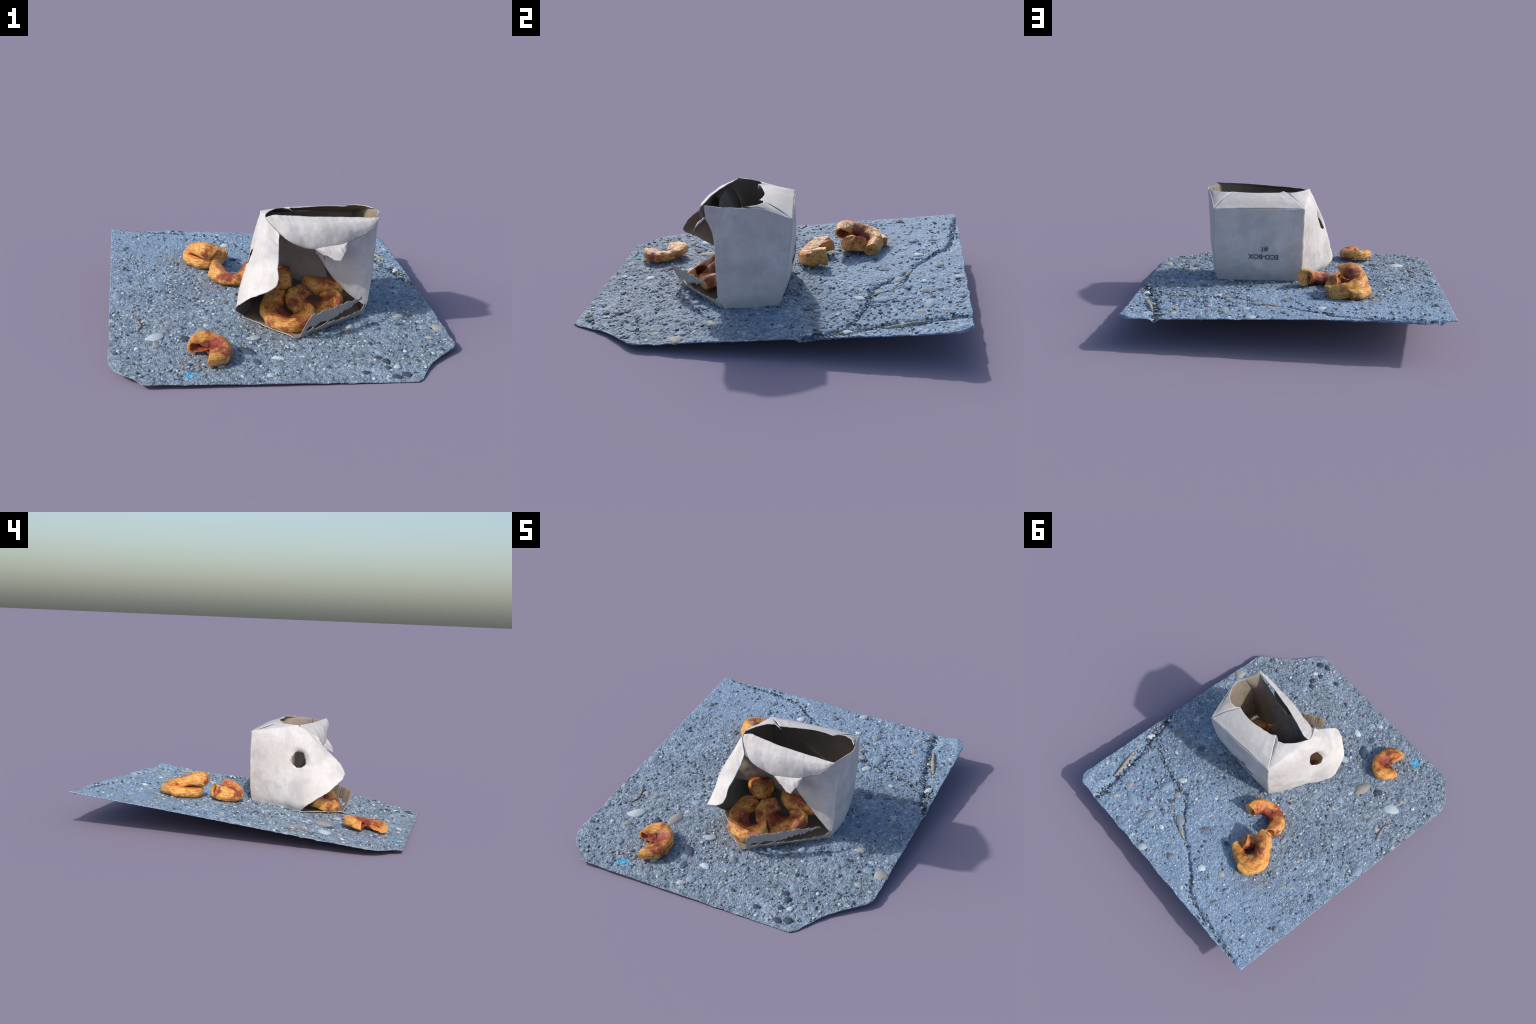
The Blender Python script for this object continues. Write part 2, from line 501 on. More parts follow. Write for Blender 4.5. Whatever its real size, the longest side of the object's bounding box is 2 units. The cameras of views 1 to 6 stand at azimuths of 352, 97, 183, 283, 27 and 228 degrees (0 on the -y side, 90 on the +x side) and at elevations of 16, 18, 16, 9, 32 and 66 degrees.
def tube(name, pts, radii, mat, parent, sides=8, n=24, jitter=.15, seed=0):
    c = catmull(pts, n)
    r = catmull(np.asarray(radii, float)[:, None], n)[:, 0]
    tan = np.gradient(c, axis=0)
    tan /= np.linalg.norm(tan, axis=1)[:, None]
    a = np.cross(tan, [0, 0, 1.])
    a /= np.linalg.norm(a, axis=1)[:, None]
    b = np.cross(a, tan)
    th = np.linspace(0, 2 * np.pi, sides, endpoint=False)
    V = c[:, None] + r[:, None, None] * (np.cos(th)[None, :, None] * a[:, None] + np.sin(th)[None, :, None] * b[:, None])
    V = V.reshape(-1, 3)
    V = V + (np.repeat(r, sides) * jitter)[:, None] * np.c_[vnoise(V * 90, seed), vnoise(V * 90, seed + 1), vnoise(V * 90, seed + 2)]
    F = []
    for i in range(n - 1):
        for j in range(sides):
            k = (j + 1) % sides
            F.append((i * sides + j, i * sides + k, (i + 1) * sides + k, (i + 1) * sides + j))
    F.append(tuple(range(sides))[::-1])
    F.append(tuple((n - 1) * sides + j for j in range(sides)))
    return add(name, make_mesh(name, V, F, [mat]), parent)

def on_slab(pts, lift):
    return [(x, y, slab_z(x, y) + h) for (x, y), h in zip(pts, lift if hasattr(lift, "__len__") else [lift] * len(pts))]

tube("stick", on_slab([(.800, .58), (.775, .65), (.75, .72), (.728, .80)], -.002), [.008, .013, .013, .006], M_STICK, slab, seed=3)
tube("stick", on_slab([(.845, .34), (.832, .40), (.815, .465)], -.003), [.004, .007, .004], M_STICK, slab, seed=5)
tube("stick", on_slab([(.145, .687), (.10, .70), (.048, .716)], 0), [.010, .012, .006], M_STICK, slab, seed=7)
tube("stick", on_slab([(.24, .665), (.285, .635), (.33, .60)], -.002), [.004, .007, .003], M_STICK, slab, seed=8)
tube("twig", on_slab([(-.742, -.462), (-.725, -.42), (-.722, -.385), (-.74, -.33), (-.764, -.277)], .003), [.002, .0035, .004, .0035, .002], M_BROWN, slab, 6, seed=9)
tube("twig", on_slab([(-.722, -.385), (-.70, -.35)], .004), [.003, .0015], M_BROWN, slab, 6, 8, seed=10)
tube("orange_crumb", on_slab([(-.195, -.012), (-.180, -.008)], .008), [.008, .005], M_CORE, slab, 6, 6, seed=11)

def build_debris():
    """crumbs of dark grit in the joint, the crack and the crumbled edge"""
    V, F, MI, off = [], [], [], 0
    lines = [(JOINT, 170, .020, (.004, .011)), (CRACK, 420, .005, (.002, .005)), (CRACK[10:], 90, .016, (.003, .010)), (BRANCH, 90, .004, (.002, .005))]
    for line, count, spread, (lo, hi) in lines:
        P = polyline(line, 200)
        for _ in range(count):
            x, y = P[RNG.integers(200)] + RNG.normal(0, spread, 2)
            if not inside(x, y, .006):
                continue
            a = RNG.uniform(lo, hi)
            v = stone_shape(int(RNG.integers(90)), ICO2)[0] * (a, a * RNG.uniform(.5, 1), a * .6)
            v[:, :2] += (x, y)
            v[:, 2] += float(top((x, y))[0]) + .001
            V.append(v)
            F.append(ICO2[1] + off)
            MI.append(np.full(len(ICO2[1]), RNG.choice(4, p=[.58, .18, .14, .10])))
            off += len(v)
    ob = add("crack_grit", make_mesh("crack_grit", np.vstack(V), np.vstack(F), [M_DIRT, M_STONES[2], M_STONES[1], M_STICK], True, np.concatenate(MI)), slab)
    ob["kind"] = "stuff"

build_debris()

# ---------------------------------------------------------------- paper box
box = add("paper_box", None)
box["label"] = "torn white paper food box lying upside down and open"
box["category"] = "takeaway box"

def crumple(P, amp=.0032):
    q = P.reshape(-1, 3)
    d = np.c_[fbm(q * 13, 101), fbm(q * 13, 111), .5 * fbm(q * 13, 121)] * amp
    d += np.c_[vnoise(q * 45, 131), vnoise(q * 45, 141), np.zeros(len(q))] * amp * .22
    ridge = 1 - np.abs(fbm(q * 6.5, 151)) * 2
    d += np.c_[.3 * ridge, ridge, .2 * ridge] * amp * .8
    return P + d.reshape(P.shape)

def loft(rows, nv, nu, straight_v=False):
    R = np.array([catmull(r, nu) for r in rows])
    if straight_v:
        t = np.linspace(0, len(R) - 1, nv)
        i = np.minimum(t.astype(int), len(R) - 2)
        f = (t - i)[:, None, None]
        return R[i] * (1 - f) + R[i + 1] * f
    return catmull(R, nv)

def panel(name, P, flip=False, keep=None, thick=.0035, amp=.0032):
    """a sheet of card from a grid of points; keep masks faces (nv-1, nu-1)"""
    P = crumple(P, amp)
    nv, nu = P.shape[:2]
    F = grid_faces(nv, nu, flip)
    if keep is not None:
        F = F[keep.ravel()]
    used, inv = np.unique(F, return_inverse=True)
    V = P.reshape(-1, 3)[used]
    ob = add(name, make_mesh(name, V, inv.reshape(F.shape), [M_OUT, M_IN]), box)
    m = ob.modifiers.new("card", "SOLIDIFY")
    m.thickness = thick
    m.offset = -1
    m.material_offset = 1
    m.material_offset_rim = 0
    m.use_even_offset = False
    return ob

def ragged(n, seed, freq=9, amp=1.):
    q = np.c_[np.linspace(0, freq, n), np.zeros(n), np.zeros(n)]
    return amp * (.6 * vnoise(q, seed) + .4 * vnoise(q * 3.1, seed + 1) + .25 * vnoise(q * 8, seed + 2))

def g(x, y, lift=.0):
    return (x, y, slab_z(x, y) + lift)

BLb, BRb = g(-.045, .056), g(.461, .046)
sBL, sBR = (-.057, .075, .573), (.479, .117, .559)
RIM = [(-.072, -.232, .630), (-.042, -.166, .632), (.003, -.108, .632), (.044, -.09, .631), (.079, -.108, .630), (.113, -.082, .630), (.194, -.062, .630),
       (.275, -.043, .630), (.345, -.05, .630), (.384, -.056, .630), (.41, -.035, .632), (.458, -.03, .632), (.50, -.055, .632), (.534, -.107, .630),
       (.547, -.17, .626), (.532, -.225, .622)]

# the two upright back edges, shared by the walls that meet there
def edge_l(v):
    p = np.array(BLb) * (1 - v) + np.array(sBL) * v
    return p + (-.004 * math.sin(math.pi * v ** .7), .012 * math.sin(math.pi * v ** .7), 0)

def edge_r(v):
    p = np.array(BRb) * (1 - v) + np.array(sBR) * v
    return p + (.011 * math.sin(math.pi * v ** .8), .016 * math.sin(math.pi * v ** .65), 0)

# back wall, bowed outwards a little
def back_rows():
    rows = []
    for v in np.linspace(0, 1, 7):
        a, b = edge_l(v), edge_r(v)
        k = math.sin(math.pi * (.12 + .76 * v))
        rows.append([a, a * .67 + b * .33 + (0, .013 * k, 0), a * .33 + b * .67 + (0, .008 * k, 0), b])
    return rows
BACK = loft(back_rows(), 46, 56)
panel("back_wall", BACK, flip=True)

# roof flap between the shoulder and the rim of the hole, its left end lapping over the gusset
shoulder = np.array([np.array(sBL) * (1 - t) + np.array(sBR) * t for t in np.linspace(0, 1, 7)])
n = 60
rim_mid = polyline(RIM[4:10], n)
rim_mid[:, 1] += ragged(n, 300, 10, .003)
rim_mid[:6, 2] += .006 * np.linspace(1, 0, 6)
sh = polyline(shoulder, n)
sh[:, 2] += .004 * np.sin(np.linspace(0, np.pi, n))
mid = .5 * (sh + rim_mid)
mid[:, 2] += .010 * np.clip(np.linspace(.25, 5, n), 0, 1)
mid[:8, 2] += .001 * np.linspace(1, 0, 8)
panel("roof_flap", catmull(np.array([sh, mid, rim_mid]), 26), flip=True)

# the left wall bulges; its lower front corner flares out and is torn
LW = [[BLb, (-.092, -.06, slab_z(-.092, -.06)), (-.133, -.20, slab_z(-.133, -.2)), (-.168, -.26, .088), (-.186, -.297, .095)],
      [edge_l(0.113), (-.116, -.06, .158), (-.158, -.18, .150), (-.208, -.275, .150), (-.236, -.360, .157)],
      [edge_l(0.320), (-.126, -.065, .258), (-.172, -.21, .25), (-.216, -.35, .248), (-.190, -.492, .250)],
      [edge_l(0.559), (-.122, -.075, .37), (-.160, -.23, .37), (-.178, -.39, .355), (-.060, -.554, .335)],
      [edge_l(0.754), (-.112, -.075, .47), (-.136, -.24, .465), (-.140, -.375, .455), (-.039, -.498, .415)],
      [edge_l(0.917), (-.090, -.085, .56), (-.106, -.24, .565), (-.090, -.345, .535), (-.024, -.412, .49)],
      [sBL, (-.067, -.08, .600), (-.076, -.20, .625), (-.072, -.275, .612), (-.015, -.353, .560)]]
LEFT = loft(LW, 110, 100)
LW_TOP = LEFT[-1].copy()

# left gusset: from the left shoulder to the rim's left part
n = 34
rim_l = polyline(RIM[4::-1], n)
rim_l[:, 1] += ragged(n, 310, 6, .0025)
rim_l[0] += (.012, .004, -.014)
apex = LW_TOP[(np.linspace(0, 1, n) ** 1.5 * 62).astype(int)]
midl = .5 * (apex + rim_l) + np.c_[np.zeros(n), np.zeros(n), np.linspace(-.004, .004, n)]
panel("left_gusset", catmull(np.array([apex, midl, rim_l]), 22), flip=False)

# right gusset
n = 40
rim_r = polyline(RIM[9:14], n)
rim_r[:, 1] += ragged(n, 320, 6, .0025)
side_top = polyline([sBR, (.498, .045, .583), (.512, -.02, .609), (.534, -.107, .630)], n)
apx = np.array([np.array(sBR) * (1 - t) + side_top[-1] * t for t in np.linspace(0, 1, n) ** 1.3])
apx = side_top[(np.linspace(0, 1, n) ** 1.3 * (n - 1)).astype(int)]
midr = .5 * (apx + rim_r) + np.c_[np.zeros(n), np.zeros(n), np.full(n, .003)]
panel("right_gusset", catmull(np.array([apx, midr, rim_r]), 20), flip=True)

# right wall
RW = [[BRb, (.474, -.05, slab_z(.474, -.05)), (.482, -.14, slab_z(.482, -.14)), g(.468, -.240)],
      [edge_r(0.099), (.492, -.04, .145), (.502, -.145, .140), (.487, -.264, .137)],
      [edge_r(0.253), (.501, -.042, .22), (.512, -.15, .22), (.499, -.268, .22)],
      [edge_r(0.518), (.514, -.035, .34), (.527, -.15, .34), (.508, -.266, .34)],
      [edge_r(0.782), (.516, -.03, .47), (.537, -.15, .47), (.518, -.256, .46)],
      [sBR, (.518, -.02, .612), (.552, -.155, .628), (.535, -.218, .622)]]
panel("right_wall", loft(RW, 50, 40), flip=True)

# front panel folded in from the right wall's crease, with a slanting torn lip
FP = [[(.470, -.264, .136), (.476, -.264, .134), (.482, -.263, .132), (.490, -.258, .130)],
      [(.410, -.250, .176), (.44, -.262, .178), (.472, -.268, .18), (.497, -.256, .18)],
      [(.336, -.242, .237), (.39, -.262, .245), (.455, -.275, .25), (.506, -.258, .25)],
      [(.275, -.245, .315), (.35, -.266, .33), (.435, -.280, .34), (.513, -.260, .345)],
      [(.228, -.253, .390), (.32, -.274, .41), (.425, -.288, .43), (.517, -.258, .43)],
      [(.190, -.298, .450), (.29, -.310, .470), (.42, -.308, .495), (.522, -.250, .52)],
      [(.280, -.318, .490), (.37, -.318, .505), (.455, -.314, .540), (.531, -.235, .58)],
      [(.450, -.320, .560), (.485, -.315, .598), (.511, -.313, .622), (.536, -.218, .621)]]
RIGHT = loft(RW, 50, 40)
crease = RIGHT[:, -1]
for row in FP:
    z = row[-1][2]
    row[-1] = tuple(np.interp(z, crease[:, 2], crease[:, k]) for k in (0, 1)) + (z,)
panel("folded_front_panel", loft(FP, 50, 34), flip=False)

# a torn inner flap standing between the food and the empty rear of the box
n = 60
lo = polyline([(-.152, -.230, .285), (-.03, -.205, .285), (.04, -.180, .280), (.11, -.175, .245), (.18, -.185, .225), (.285, -.205, .235)], n)
lo[:, 2] += ragged(n, 410, 8, .008)
hi = polyline([(-.094, -.262, .545), (-.04, -.288, .585), (.06, -.294, .590), (.15, -.305, .560), (.205, -.300, .500), (.245, -.268, .400)], n)
hi[:, 2] += ragged(n, 420, 8, .008)
mid = .5 * (lo + hi) + (0, .022, .010)
panel("inner_flap", catmull(np.array([lo, mid, hi]), 34), flip=False, amp=.006).data.materials[0] = M_IN

# left wall: bulging, its lower front corner flaring out and torn
nv, nu = 110, 100
P = LEFT
jag = ragged(nv, 330, 16, .006) * np.clip(np.linspace(0, 1, nv) * 6, 0, 1)
u = np.linspace(0, 1, nu)
P[:, :, 1] += jag[:, None] * np.clip((u - .8) / .2, 0, 1)
P[:, :, 2] += .6 * np.roll(jag, 9)[:, None] * np.clip((u - .8) / .2, 0, 1) * np.clip((1 - np.linspace(0, 1, nv)) * 5, 0, 1)[:, None]
HC, ax1, ax2 = np.array([-.262, .418]), .047, .054           # thumb hole (y, z)
ang = math.radians(-35)
cu, su = math.cos(ang), math.sin(ang)
def hole_uv(yz):
    d = yz - HC
    return np.stack([(d[..., 0] * cu + d[..., 1] * su) / ax1, (-d[..., 0] * su + d[..., 1] * cu) / ax2], -1)
w = hole_uv(P[..., 1:])
rad = np.linalg.norm(w, axis=-1)
near = (rad < 1.16) & (rad > .86)
sel = P[near]
dirn = w[near] / rad[near][:, None]
phi = np.arctan2(dirn[:, 1], dirn[:, 0])
tear = .96 * (1 + .05 * np.sin(3 * phi + 1) + .035 * np.sin(5 * phi) + .02 * np.sin(9 * phi + 2))
yy = dirn[:, 0] * ax1 * tear
zz = dirn[:, 1] * ax2 * tear
P[near] = np.c_[sel[:, 0], HC[0] + yy * cu - zz * su, HC[1] + yy * su + zz * cu]
# its upper rear edge is pushed in
dent = np.clip((1.7 - rad) / .7, 0, 1) ** 2 * np.clip(.35 - .65 * w[..., 0] + .3 * w[..., 1], 0, 1)
P[..., 0] += .022 * dent
rf = np.stack([rad[:-1, :-1], rad[1:, :-1], rad[:-1, 1:], rad[1:, 1:]]).max(0)
rmin = np.stack([rad[:-1, :-1], rad[1:, :-1], rad[:-1, 1:], rad[1:, 1:]]).min(0)
keep = rmin >= .86
panel("left_wall", P, flip=False, keep=keep)

# front flap hanging from the rim, curled, with a torn tongue
n = 90
u = np.linspace(0, 1, n)
top_e = polyline([(-.078, -.228, .628), (.06, -.266, .631), (.196, -.296, .632), (.36, -.316, .632), (.516, -.322, .632)], n)
top_e[:, 2] += ragged(n, 340, 18, .0018)
bot = polyline([(-.022, -.350, .560), (.04, -.358, .515), (.085, -.357, .492), (.122, -.352, .478), (.177, -.360, .474), (.23, -.366, .484), (.29, -.362, .497),
                (.342, -.352, .507), (.375, -.348, .528), (.43, -.348, .548), (.455, -.35, .572), (.483, -.348, .585), (.495, -.34, .605), (.518, -.324, .624)], n)
bot[:, 2] += ragged(n, 350, 24, .007) * np.clip((u - .5) * 6, .15, 1)
h = np.linalg.norm(top_e - bot, axis=1) * np.clip(u / .16, 0, 1) ** .7
m1 = top_e * .68 + bot * .32 + np.c_[np.zeros(n), -.20 * h, .10 * h]
m2 = top_e * .34 + bot * .66 + np.c_[np.zeros(n), -.19 * h, .03 * h]
flap_rows = np.array([top_e, m1, m2, bot])
curve = LW_TOP[np.linspace(.66 * (len(LW_TOP) - 1), len(LW_TOP) - 1, 42).astype(int)] + (.004, .002, -.003)
curl = bot + np.c_[np.zeros(n), .055 * np.ones(n), .016 * np.ones(n)] * (np.clip((u - .04) / .1, 0, 1) * np.clip((.72 - u) / .12, 0, 1))[:, None] + (0, .002, .001)
flap_rows = np.array([top_e, m1, m2, bot, curl])
F = catmull(flap_rows, 42)
F += (curve - F[:, 0])[:, None, :] * np.exp(-(u / .05) ** 2)[None, :, None]
panel("front_flap", F, flip=True)

# a torn tongue folded outward below it
n = 40
fold = polyline([(.172, -.360, .476), (.215, -.372, .490), (.28, -.366, .497), (.342, -.352, .508)], n)
edge = polyline([(.182, -.366, .466), (.222, -.388, .452), (.252, -.404, .436), (.275, -.413, .428), (.300, -.419, .423), (.318, -.408, .452), (.334, -.390, .476), (.345, -.356, .505)], n)
edge[:, 2] += ragged(n, 355, 12, .006)
mid = .5 * (fold + edge) + (0, -.006, .006)
panel("front_flap_tongue", catmull(np.array([fold, mid, edge]), 16), flip=True, amp=.002)

# floor of the box, resting on the slab, its front running out to a point
left_e = polyline([BLb, g(-.095, -.06), g(-.138, -.20), g(-.192, -.300), g(-.150, -.345), g(-.080, -.43), g(-.010, -.50), g(.050, -.558)], 60)
right_e = polyline([BRb, g(.472, -.10), g(.470, -.248), g(.375, -.318), g(.277, -.389), g(.17, -.465), g(.072, -.548)], 60)
left_e[:, 2] += .006 + .012 * np.clip((np.linspace(0, 1, 60) - .4) * 2.5, 0, 1) * (.5 + .5 * ragged(60, 360, 8))
right_e[:, 2] += .006
left_e[:, 0] += ragged(60, 365, 12, .004) * (np.linspace(0, 1, 60) > .35)
mid = .5 * (left_e + right_e)
mid[:, 2] = slab_z(mid[:, 0], mid[:, 1]) + .007
floor = catmull(np.array([left_e, mid, right_e]), 30)
ob = panel("box_floor", floor, flip=True, amp=.002)

# torn front lip: a low wall along the tray's right edge, and a loose strip above it
nu, nv = 150, 30
lo = polyline([(.078, -.536, .054), (.17, -.466, .058), (.277, -.389, .064), (.375, -.318, .070), (.478, -.25, .078)], nu)
hi = polyline([(.116, -.592, .184), (.165, -.558, .196), (.25, -.497, .199), (.34, -.428, .204), (.43, -.36, .206), (.482, -.258, .150)], nu)
m1 = .55 * lo + .45 * hi
u = np.linspace(0, 1, nu)
m1 += np.c_[.010 * np.sin(np.pi * u), -.012 * np.sin(np.pi * u), -.006 * np.sin(np.pi * u)]
hi[:, 2] += ragged(nu, 370, 18, .010)
hi[:, 1] += ragged(nu, 375, 10, .006)
P = catmull(np.array([lo, m1, hi]), nv)
U, Vv = np.meshgrid(np.linspace(0, 1, nu - 1), np.linspace(0, 1, nv - 1))
r1, r2 = ragged(nu - 1, 380, 14, .15), ragged(nu - 1, 390, 14, .10)
low = Vv < .36 + r1 + .5 * np.clip((U - .86) * 6, 0, 1)
strip = (Vv > .60 + r2 + .33 * np.clip((U - .3) / .5, 0, 1) - .15 * (U < .2)) & (U < .83)
links = (U < .06 + .03 * np.sin(Vv * 9)) | (np.abs(U - .305 - .03 * Vv) < .012 + .03 * np.abs(Vv - .5))
small = ((np.abs((U - .085) / .040) ** 2 + np.abs((Vv - .40) / .13) ** 2) < 1) | ((np.abs((U - .215) / .07) ** 2 + np.abs((Vv - .44 - .8 * (U - .215)) / .15) ** 2) < 1)
bridge = (U < .17)
panel("front_lip", P, flip=False, keep=(low | strip | links | bridge) & ~small, thick=.003, amp=.003).data.materials[0] = M_LIP

# printed lettering on the back wall (upside down, like the box)
def lettering(body, size, cx, cz):
    cu_ = bpy.data.curves.new("lettering", "FONT")
    cu_.body = body
    cu_.size = size
    cu_.align_x = "CENTER"
    cu_.align_y = "CENTER"
    cu_.offset = size * .030
    cu_.extrude = .0006
    tmp = add("lettering_source", cu_)
    bpy.context.view_layer.update()
    me = bpy.data.meshes.new_from_object(tmp.evaluated_get(bpy.context.evaluated_depsgraph_get()))
    bpy.data.objects.remove(tmp)
    bpy.data.curves.remove(cu_)
    S = crumple(BACK).reshape(-1, 3)
    for v in me.vertices:
        x, z = cx + v.co.x, cz - v.co.y        # seen from +y and turned by 180 degrees
        d = (S[:, 0] - x) ** 2 + (S[:, 2] - z) ** 2
        k = np.argsort(d)[:4]
        wt = 1 / (d[k] + 1e-6)
        v.co = (x, float((S[k, 1] * wt).sum() / wt.sum()) + .0016 + v.co.z, z)
    me.materials.clear()
    me.materials.append(M_INK)
    me.name = "lettering"
    return add("lettering", me, box)

lettering("ECO-BOX", .041, .180, .272)
lettering("#1", .041, .176, .320)

# -------------------------------------------------------------- fruit slices
def fruit(label, pts, rad, tall, up=(0, 0, 1), seed=0, ends=(.6, .6), end_mats=(2, 2), pinch=.25, lump=.17, floor_gap=None, style='cc', slit=(0, 0), cut=((0, 0), (0, 0))):
    """a curled slice: a tube along pts; rad = half width across the curl, tall = half height.
    The origin sits at the middle of the curl and object z along its axis, so the fibres follow it."""
    pts = np.asarray(pts, float)
    up = np.asarray(up, float) / np.linalg.norm(up)
    centre = pts.mean(0)
    n, s = 72, 40
    C = catmull(pts, n)
    W = catmull(np.asarray(rad, float)[:, None], n)[:, 0]
    H = catmull(np.asarray(tall, float)[:, None], n)[:, 0]
    T = np.gradient(C, axis=0)
    T /= np.linalg.norm(T, axis=1)[:, None]
    A = np.cross(T, up)
    A /= np.linalg.norm(A, axis=1)[:, None]
    B = np.cross(A, T)
    inward = np.sign(((centre - C) * A).sum(1).mean())
    th = np.linspace(0, 2 * np.pi, s, endpoint=False)
    ct, st = np.cos(th), np.sin(th)
    # rounded-square section, thinner towards the inside of the curl
    e = .82
    cx = np.sign(ct) * np.abs(ct) ** e
    sy = np.sign(st) * np.abs(st) ** e
    sy = sy * (1 - pinch * .5 * (1 + inward * cx)) 
    rib = 1 + .022 * np.sin(th * 9 + seed) + .014 * np.sin(th * 17 + 2 * seed)
    V = C[:, None] + (W[:, None] * cx * rib)[..., None] * A[:, None] + (H[:, None] * sy * rib)[..., None] * B[:, None]
    r0 = np.minimum(W, H)
    q = V.reshape(-1, 3)
    nrm = (V - C[:, None]).reshape(-1, 3)
    nrm /= np.linalg.norm(nrm, axis=1)[:, None] + 1e-9
    amp = np.repeat(r0, s)
    q = q + nrm * (amp * (lump * 1.5 * fbm(q * 11 + seed * 3.7, 500 + seed) + .8 * lump * vnoise(q * 34, 510 + seed)))[:, None]
    V = q.reshape(n, s, 3)
    for end, (ka, kb), sgn in ((0, cut[0], -1), (n - 1, cut[1], 1)):
        for m in range(14):
            i = m if end == 0 else n - 1 - m
            wgt = (1 - m / 14) ** 1.5
            d = V[i] - C[i]
            V[i] += wgt * sgn * ((d @ A[end]) * inward * ka + (d @ B[end]) * kb)[:, None] * T[end]
    rings = [V]
    F = [grid_faces(n, s)]
    wrap = np.stack([np.arange(n - 1) * s + s - 1, np.arange(n - 1) * s, (np.arange(n - 1) + 1) * s, (np.arange(n - 1) + 1) * s + s - 1], 1)
    F.append(wrap)
    off = n * s
    mats = [np.zeros(len(F[0]) + len(wrap), int)]
    for end, depth, em, sgn in ((0, ends[0], end_mats[0], 1), (n - 1, ends[1], end_mats[1], -1)):
        prev = end * s
        c0 = V[end].mean(0)
        # a rolled edge, then a hollow that narrows inwards
        hollow = style[0 if end == 0 else 1] == 'h'
        for k, (scale, push) in enumerate(((.93, -.06), (.78, -.03), (.58, .35), (.30, .75), (.06, .95)) if hollow else ((.97, -.02), (.88, .03), (.62, .10), (.32, .18), (.06, .22))):
            dd = (V[end] - c0) * scale
            if slit[0 if end == 0 else 1] and k >= 2:
                dd = dd - (dd @ A[end])[:, None] * A[end] * .68 + A[end] * inward * W[end] * .42
            ring = c0 + dd + sgn * T[end] * push * depth * r0[end] * (1.6 if push > 0 else 1)
            jit = .06 * r0[end] * np.c_[vnoise(ring * 60, 520), vnoise(ring * 60, 521), vnoise(ring * 60, 522)]
            rings.append(ring + jit)
            i = np.arange(s)
            j = (i + 1) % s
            f = np.stack([prev + i, off + i, off + j, prev + j], 1)
            F.append(f if sgn > 0 else f[:, ::-1])
            mats.append(np.full(s, em if k >= ((3 if slit[0 if end == 0 else 1] else 2) if hollow else 1) else 0))
            prev = off
            off += s
        f = np.arange(prev, prev + s)
        tri = np.stack([np.full(s - 3 + 1, f[0]), f[1:-1], f[2:], f[2:]], 1)
        F.append(tri if sgn > 0 else tri[:, ::-1])
        mats.append(np.full(len(tri), em))
    allv = np.vstack([r.reshape(-1, 3) for r in rings])
    faces = np.vstack(F)
    faces = [list(dict.fromkeys(f.tolist())) for f in faces]
    # nothing pokes through the slab
    if floor_gap is not None:
        zf = slab_z(allv[:, 0], allv[:, 1]) + floor_gap
        allv[:, 2] = np.maximum(allv[:, 2], zf - .004)
    q = Vector(up).to_track_quat("Z", "Y")
    Rm = np.array(q.to_matrix())
    ob = add("fruit_slice", make_mesh("fruit_slice", (allv - centre) @ Rm, faces, [M_FRUIT, M_PITH, M_CORE], True, np.concatenate(mats)))
    ob.location = centre
    ob.rotation_mode = "QUATERNION"
    ob.rotation_quaternion = q
    ob["label"] = label
    ob["category"] = "dried fruit slice"
    return ob

def arc(cx, cy, R, a0, a1, hs, n=None):
    hs = list(hs)
    out = []
    for t, h in zip(np.linspace(a0, a1, len(hs)), hs):
        rx, ry = R if hasattr(R, "__len__") else (R, R)
        x, y = cx + rx * math.cos(math.radians(t)), cy + ry * math.sin(math.radians(t))
        out.append((x, y, slab_z(x, y) + h))
    return out

# front left: a nearly closed ring with a wedge missing
fruit("curled orange slice of dried fruit with a wedge missing", arc(-.402, -.742, (.050, .072), 170, -96, [.046, .050, .050, .046, .040, .040, .044, .044]),
      [.058, .065, .066, .064, .062, .060, .064, .060], [.040, .040, .040, .038, .038, .040, .044, .040], up=(.03, -.16, 1), seed=1, floor_gap=0, pinch=.75,
      end_mats=(2, 0), style='hc', ends=(.45, .6), cut=((-.2, -.15), (-.45, -.1)))
# beside the box: a crescent with raised hollow ends
fruit("orange crescent of dried fruit with hollow ends", arc(-.183, .240, .106, 6, -188, [.066, .056, .044, .038, .040, .052, .064]),
      [.044, .049, .052, .051, .050, .048, .036], [.056, .050, .042, .036, .040, .050, .050], seed=2, floor_gap=0, pinch=.3, end_mats=(1, 2), style='hh', slit=(1, 1), ends=(.35, .5),
      cut=((-.25, .1), (.6, 0)))
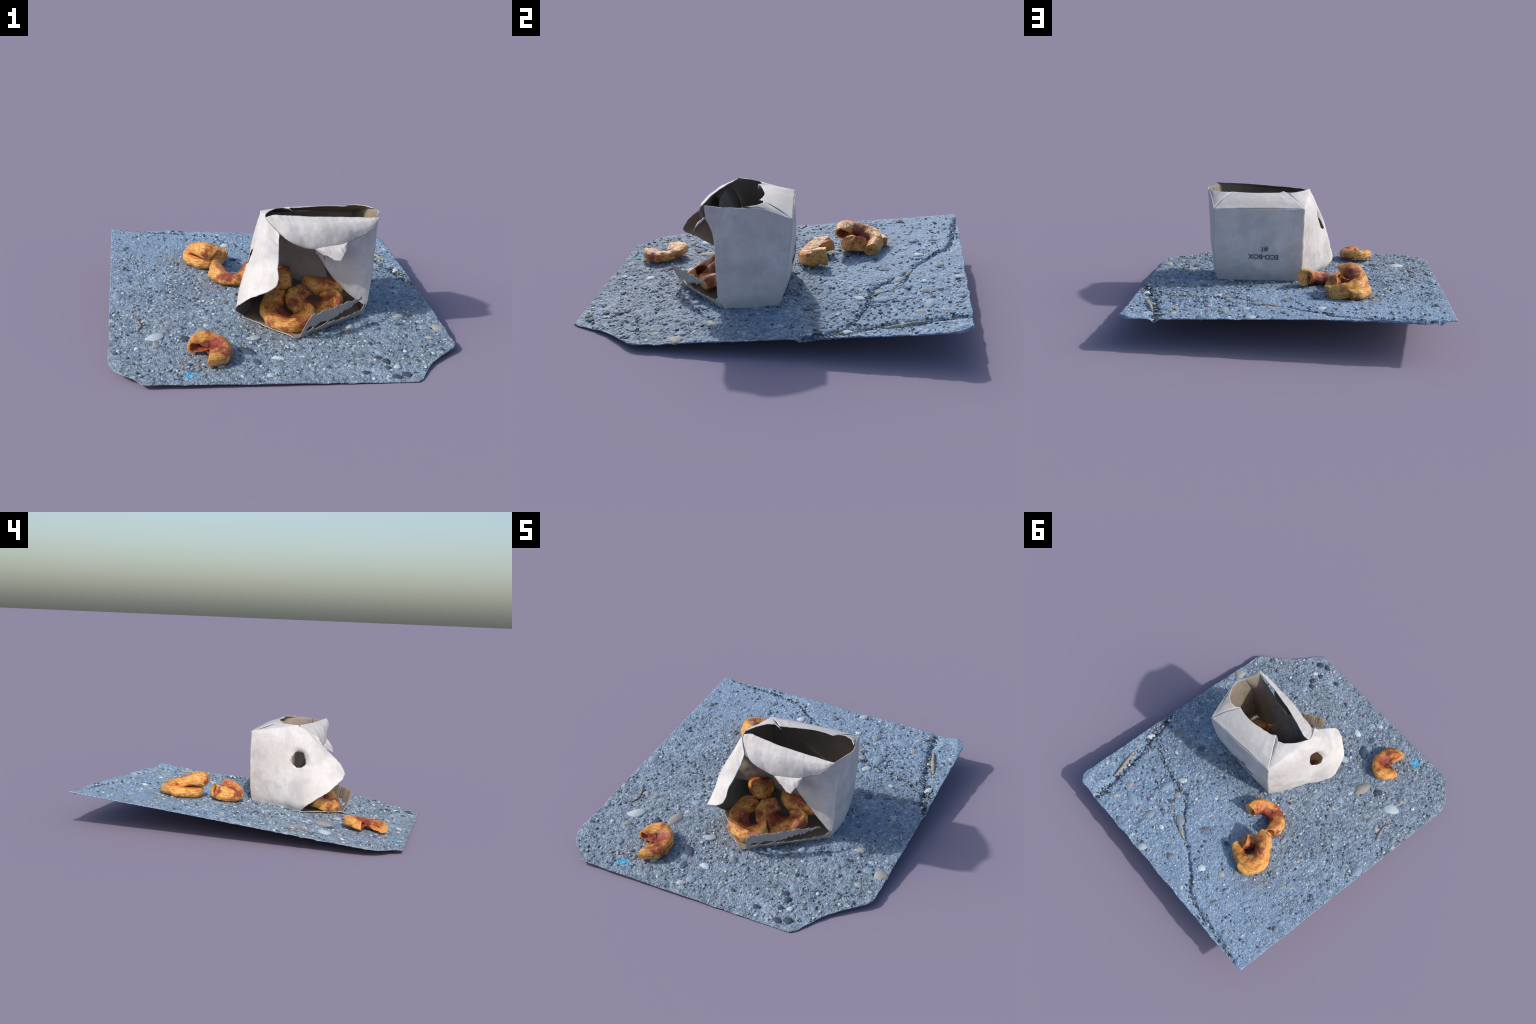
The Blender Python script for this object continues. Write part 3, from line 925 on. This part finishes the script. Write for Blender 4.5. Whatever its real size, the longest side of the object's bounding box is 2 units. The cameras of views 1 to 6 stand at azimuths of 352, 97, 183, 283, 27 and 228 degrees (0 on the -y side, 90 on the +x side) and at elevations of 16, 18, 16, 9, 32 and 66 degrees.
# far left: a ring lying flat with a second one leaning on it
fruit("flat curled ring of dried fruit lying underneath", arc(-.318, .456, .090, 96, 345, [.036, .038, .036, .036, .038, .044, .060, .072]),
      [.044, .052, .053, .050, .050, .048, .048, .042], [.034, .036, .036, .036, .038, .042, .048, .050], seed=3, floor_gap=0, pinch=.35, end_mats=(0, 0), style='cc',
      cut=((.3, .4), (.3, -.3)))
fruit("curled slice of dried fruit leaning on another slice",
      [(-.288, .332, .268), (-.336, .345, .278), (-.374, .390, .270), (-.382, .440, .248), (-.350, .492, .226), (-.288, .508, .208), (-.214, .490, .192)],
      [.042, .049, .053, .053, .050, .044, .034], [.048, .048, .044, .042, .046, .052, .050], up=(.22, -.10, 1), seed=4, floor_gap=0, pinch=.4, end_mats=(2, 0),
      style='hc', cut=((-.2, .5), (.6, .3)))
# inside the box
fruit("large curled slice of dried fruit at the box mouth",
      [(.150, -.412, .168), (.108, -.446, .132), (.036, -.452, .110), (-.026, -.412, .128), (-.042, -.350, .160), (-.012, -.300, .190), (.026, -.318, .196)],
      [.036, .052, .062, .064, .060, .050, .038], [.040, .042, .040, .042, .046, .044, .036], up=(-.05, -.5, 1), seed=5, floor_gap=.008, end_mats=(2, 0), pinch=.55,
      style='hc', cut=((.3, .4), (0, 0)))
fruit("large curled slice of dried fruit inside the box",
      [(.138, -.262, .214), (.098, -.292, .200), (.110, -.336, .166), (.172, -.356, .142), (.240, -.340, .146), (.288, -.300, .170), (.272, -.262, .190)],
      [.046, .056, .062, .064, .064, .060, .050], [.044, .046, .044, .042, .044, .044, .042], up=(-.05, -.45, 1), seed=6, floor_gap=.008, pinch=.55, cut=((.3, .3), (.3, .3)))
fruit("curled slice of dried fruit at the back of the box",
      [(.074, -.236, .284), (.026, -.224, .276), (-.025, -.170, .248), (-.020, -.100, .220), (.030, -.060, .20)],
      [.050, .064, .058, .048, .044], [.050, .062, .052, .046, .042], up=(0, -.3, 1), seed=7, pinch=.1, ends=(.25, .5), end_mats=(0, 2))
fruit("curled slice of dried fruit lying deep in the box",
      [(.165, -.175, .246), (.200, -.205, .236), (.265, -.208, .228), (.330, -.185, .220), (.365, -.125, .20), (.340, -.06, .19)],
      [.040, .048, .052, .052, .048, .044], [.042, .044, .046, .046, .044, .042], up=(0, -.3, 1), seed=8, pinch=.3)
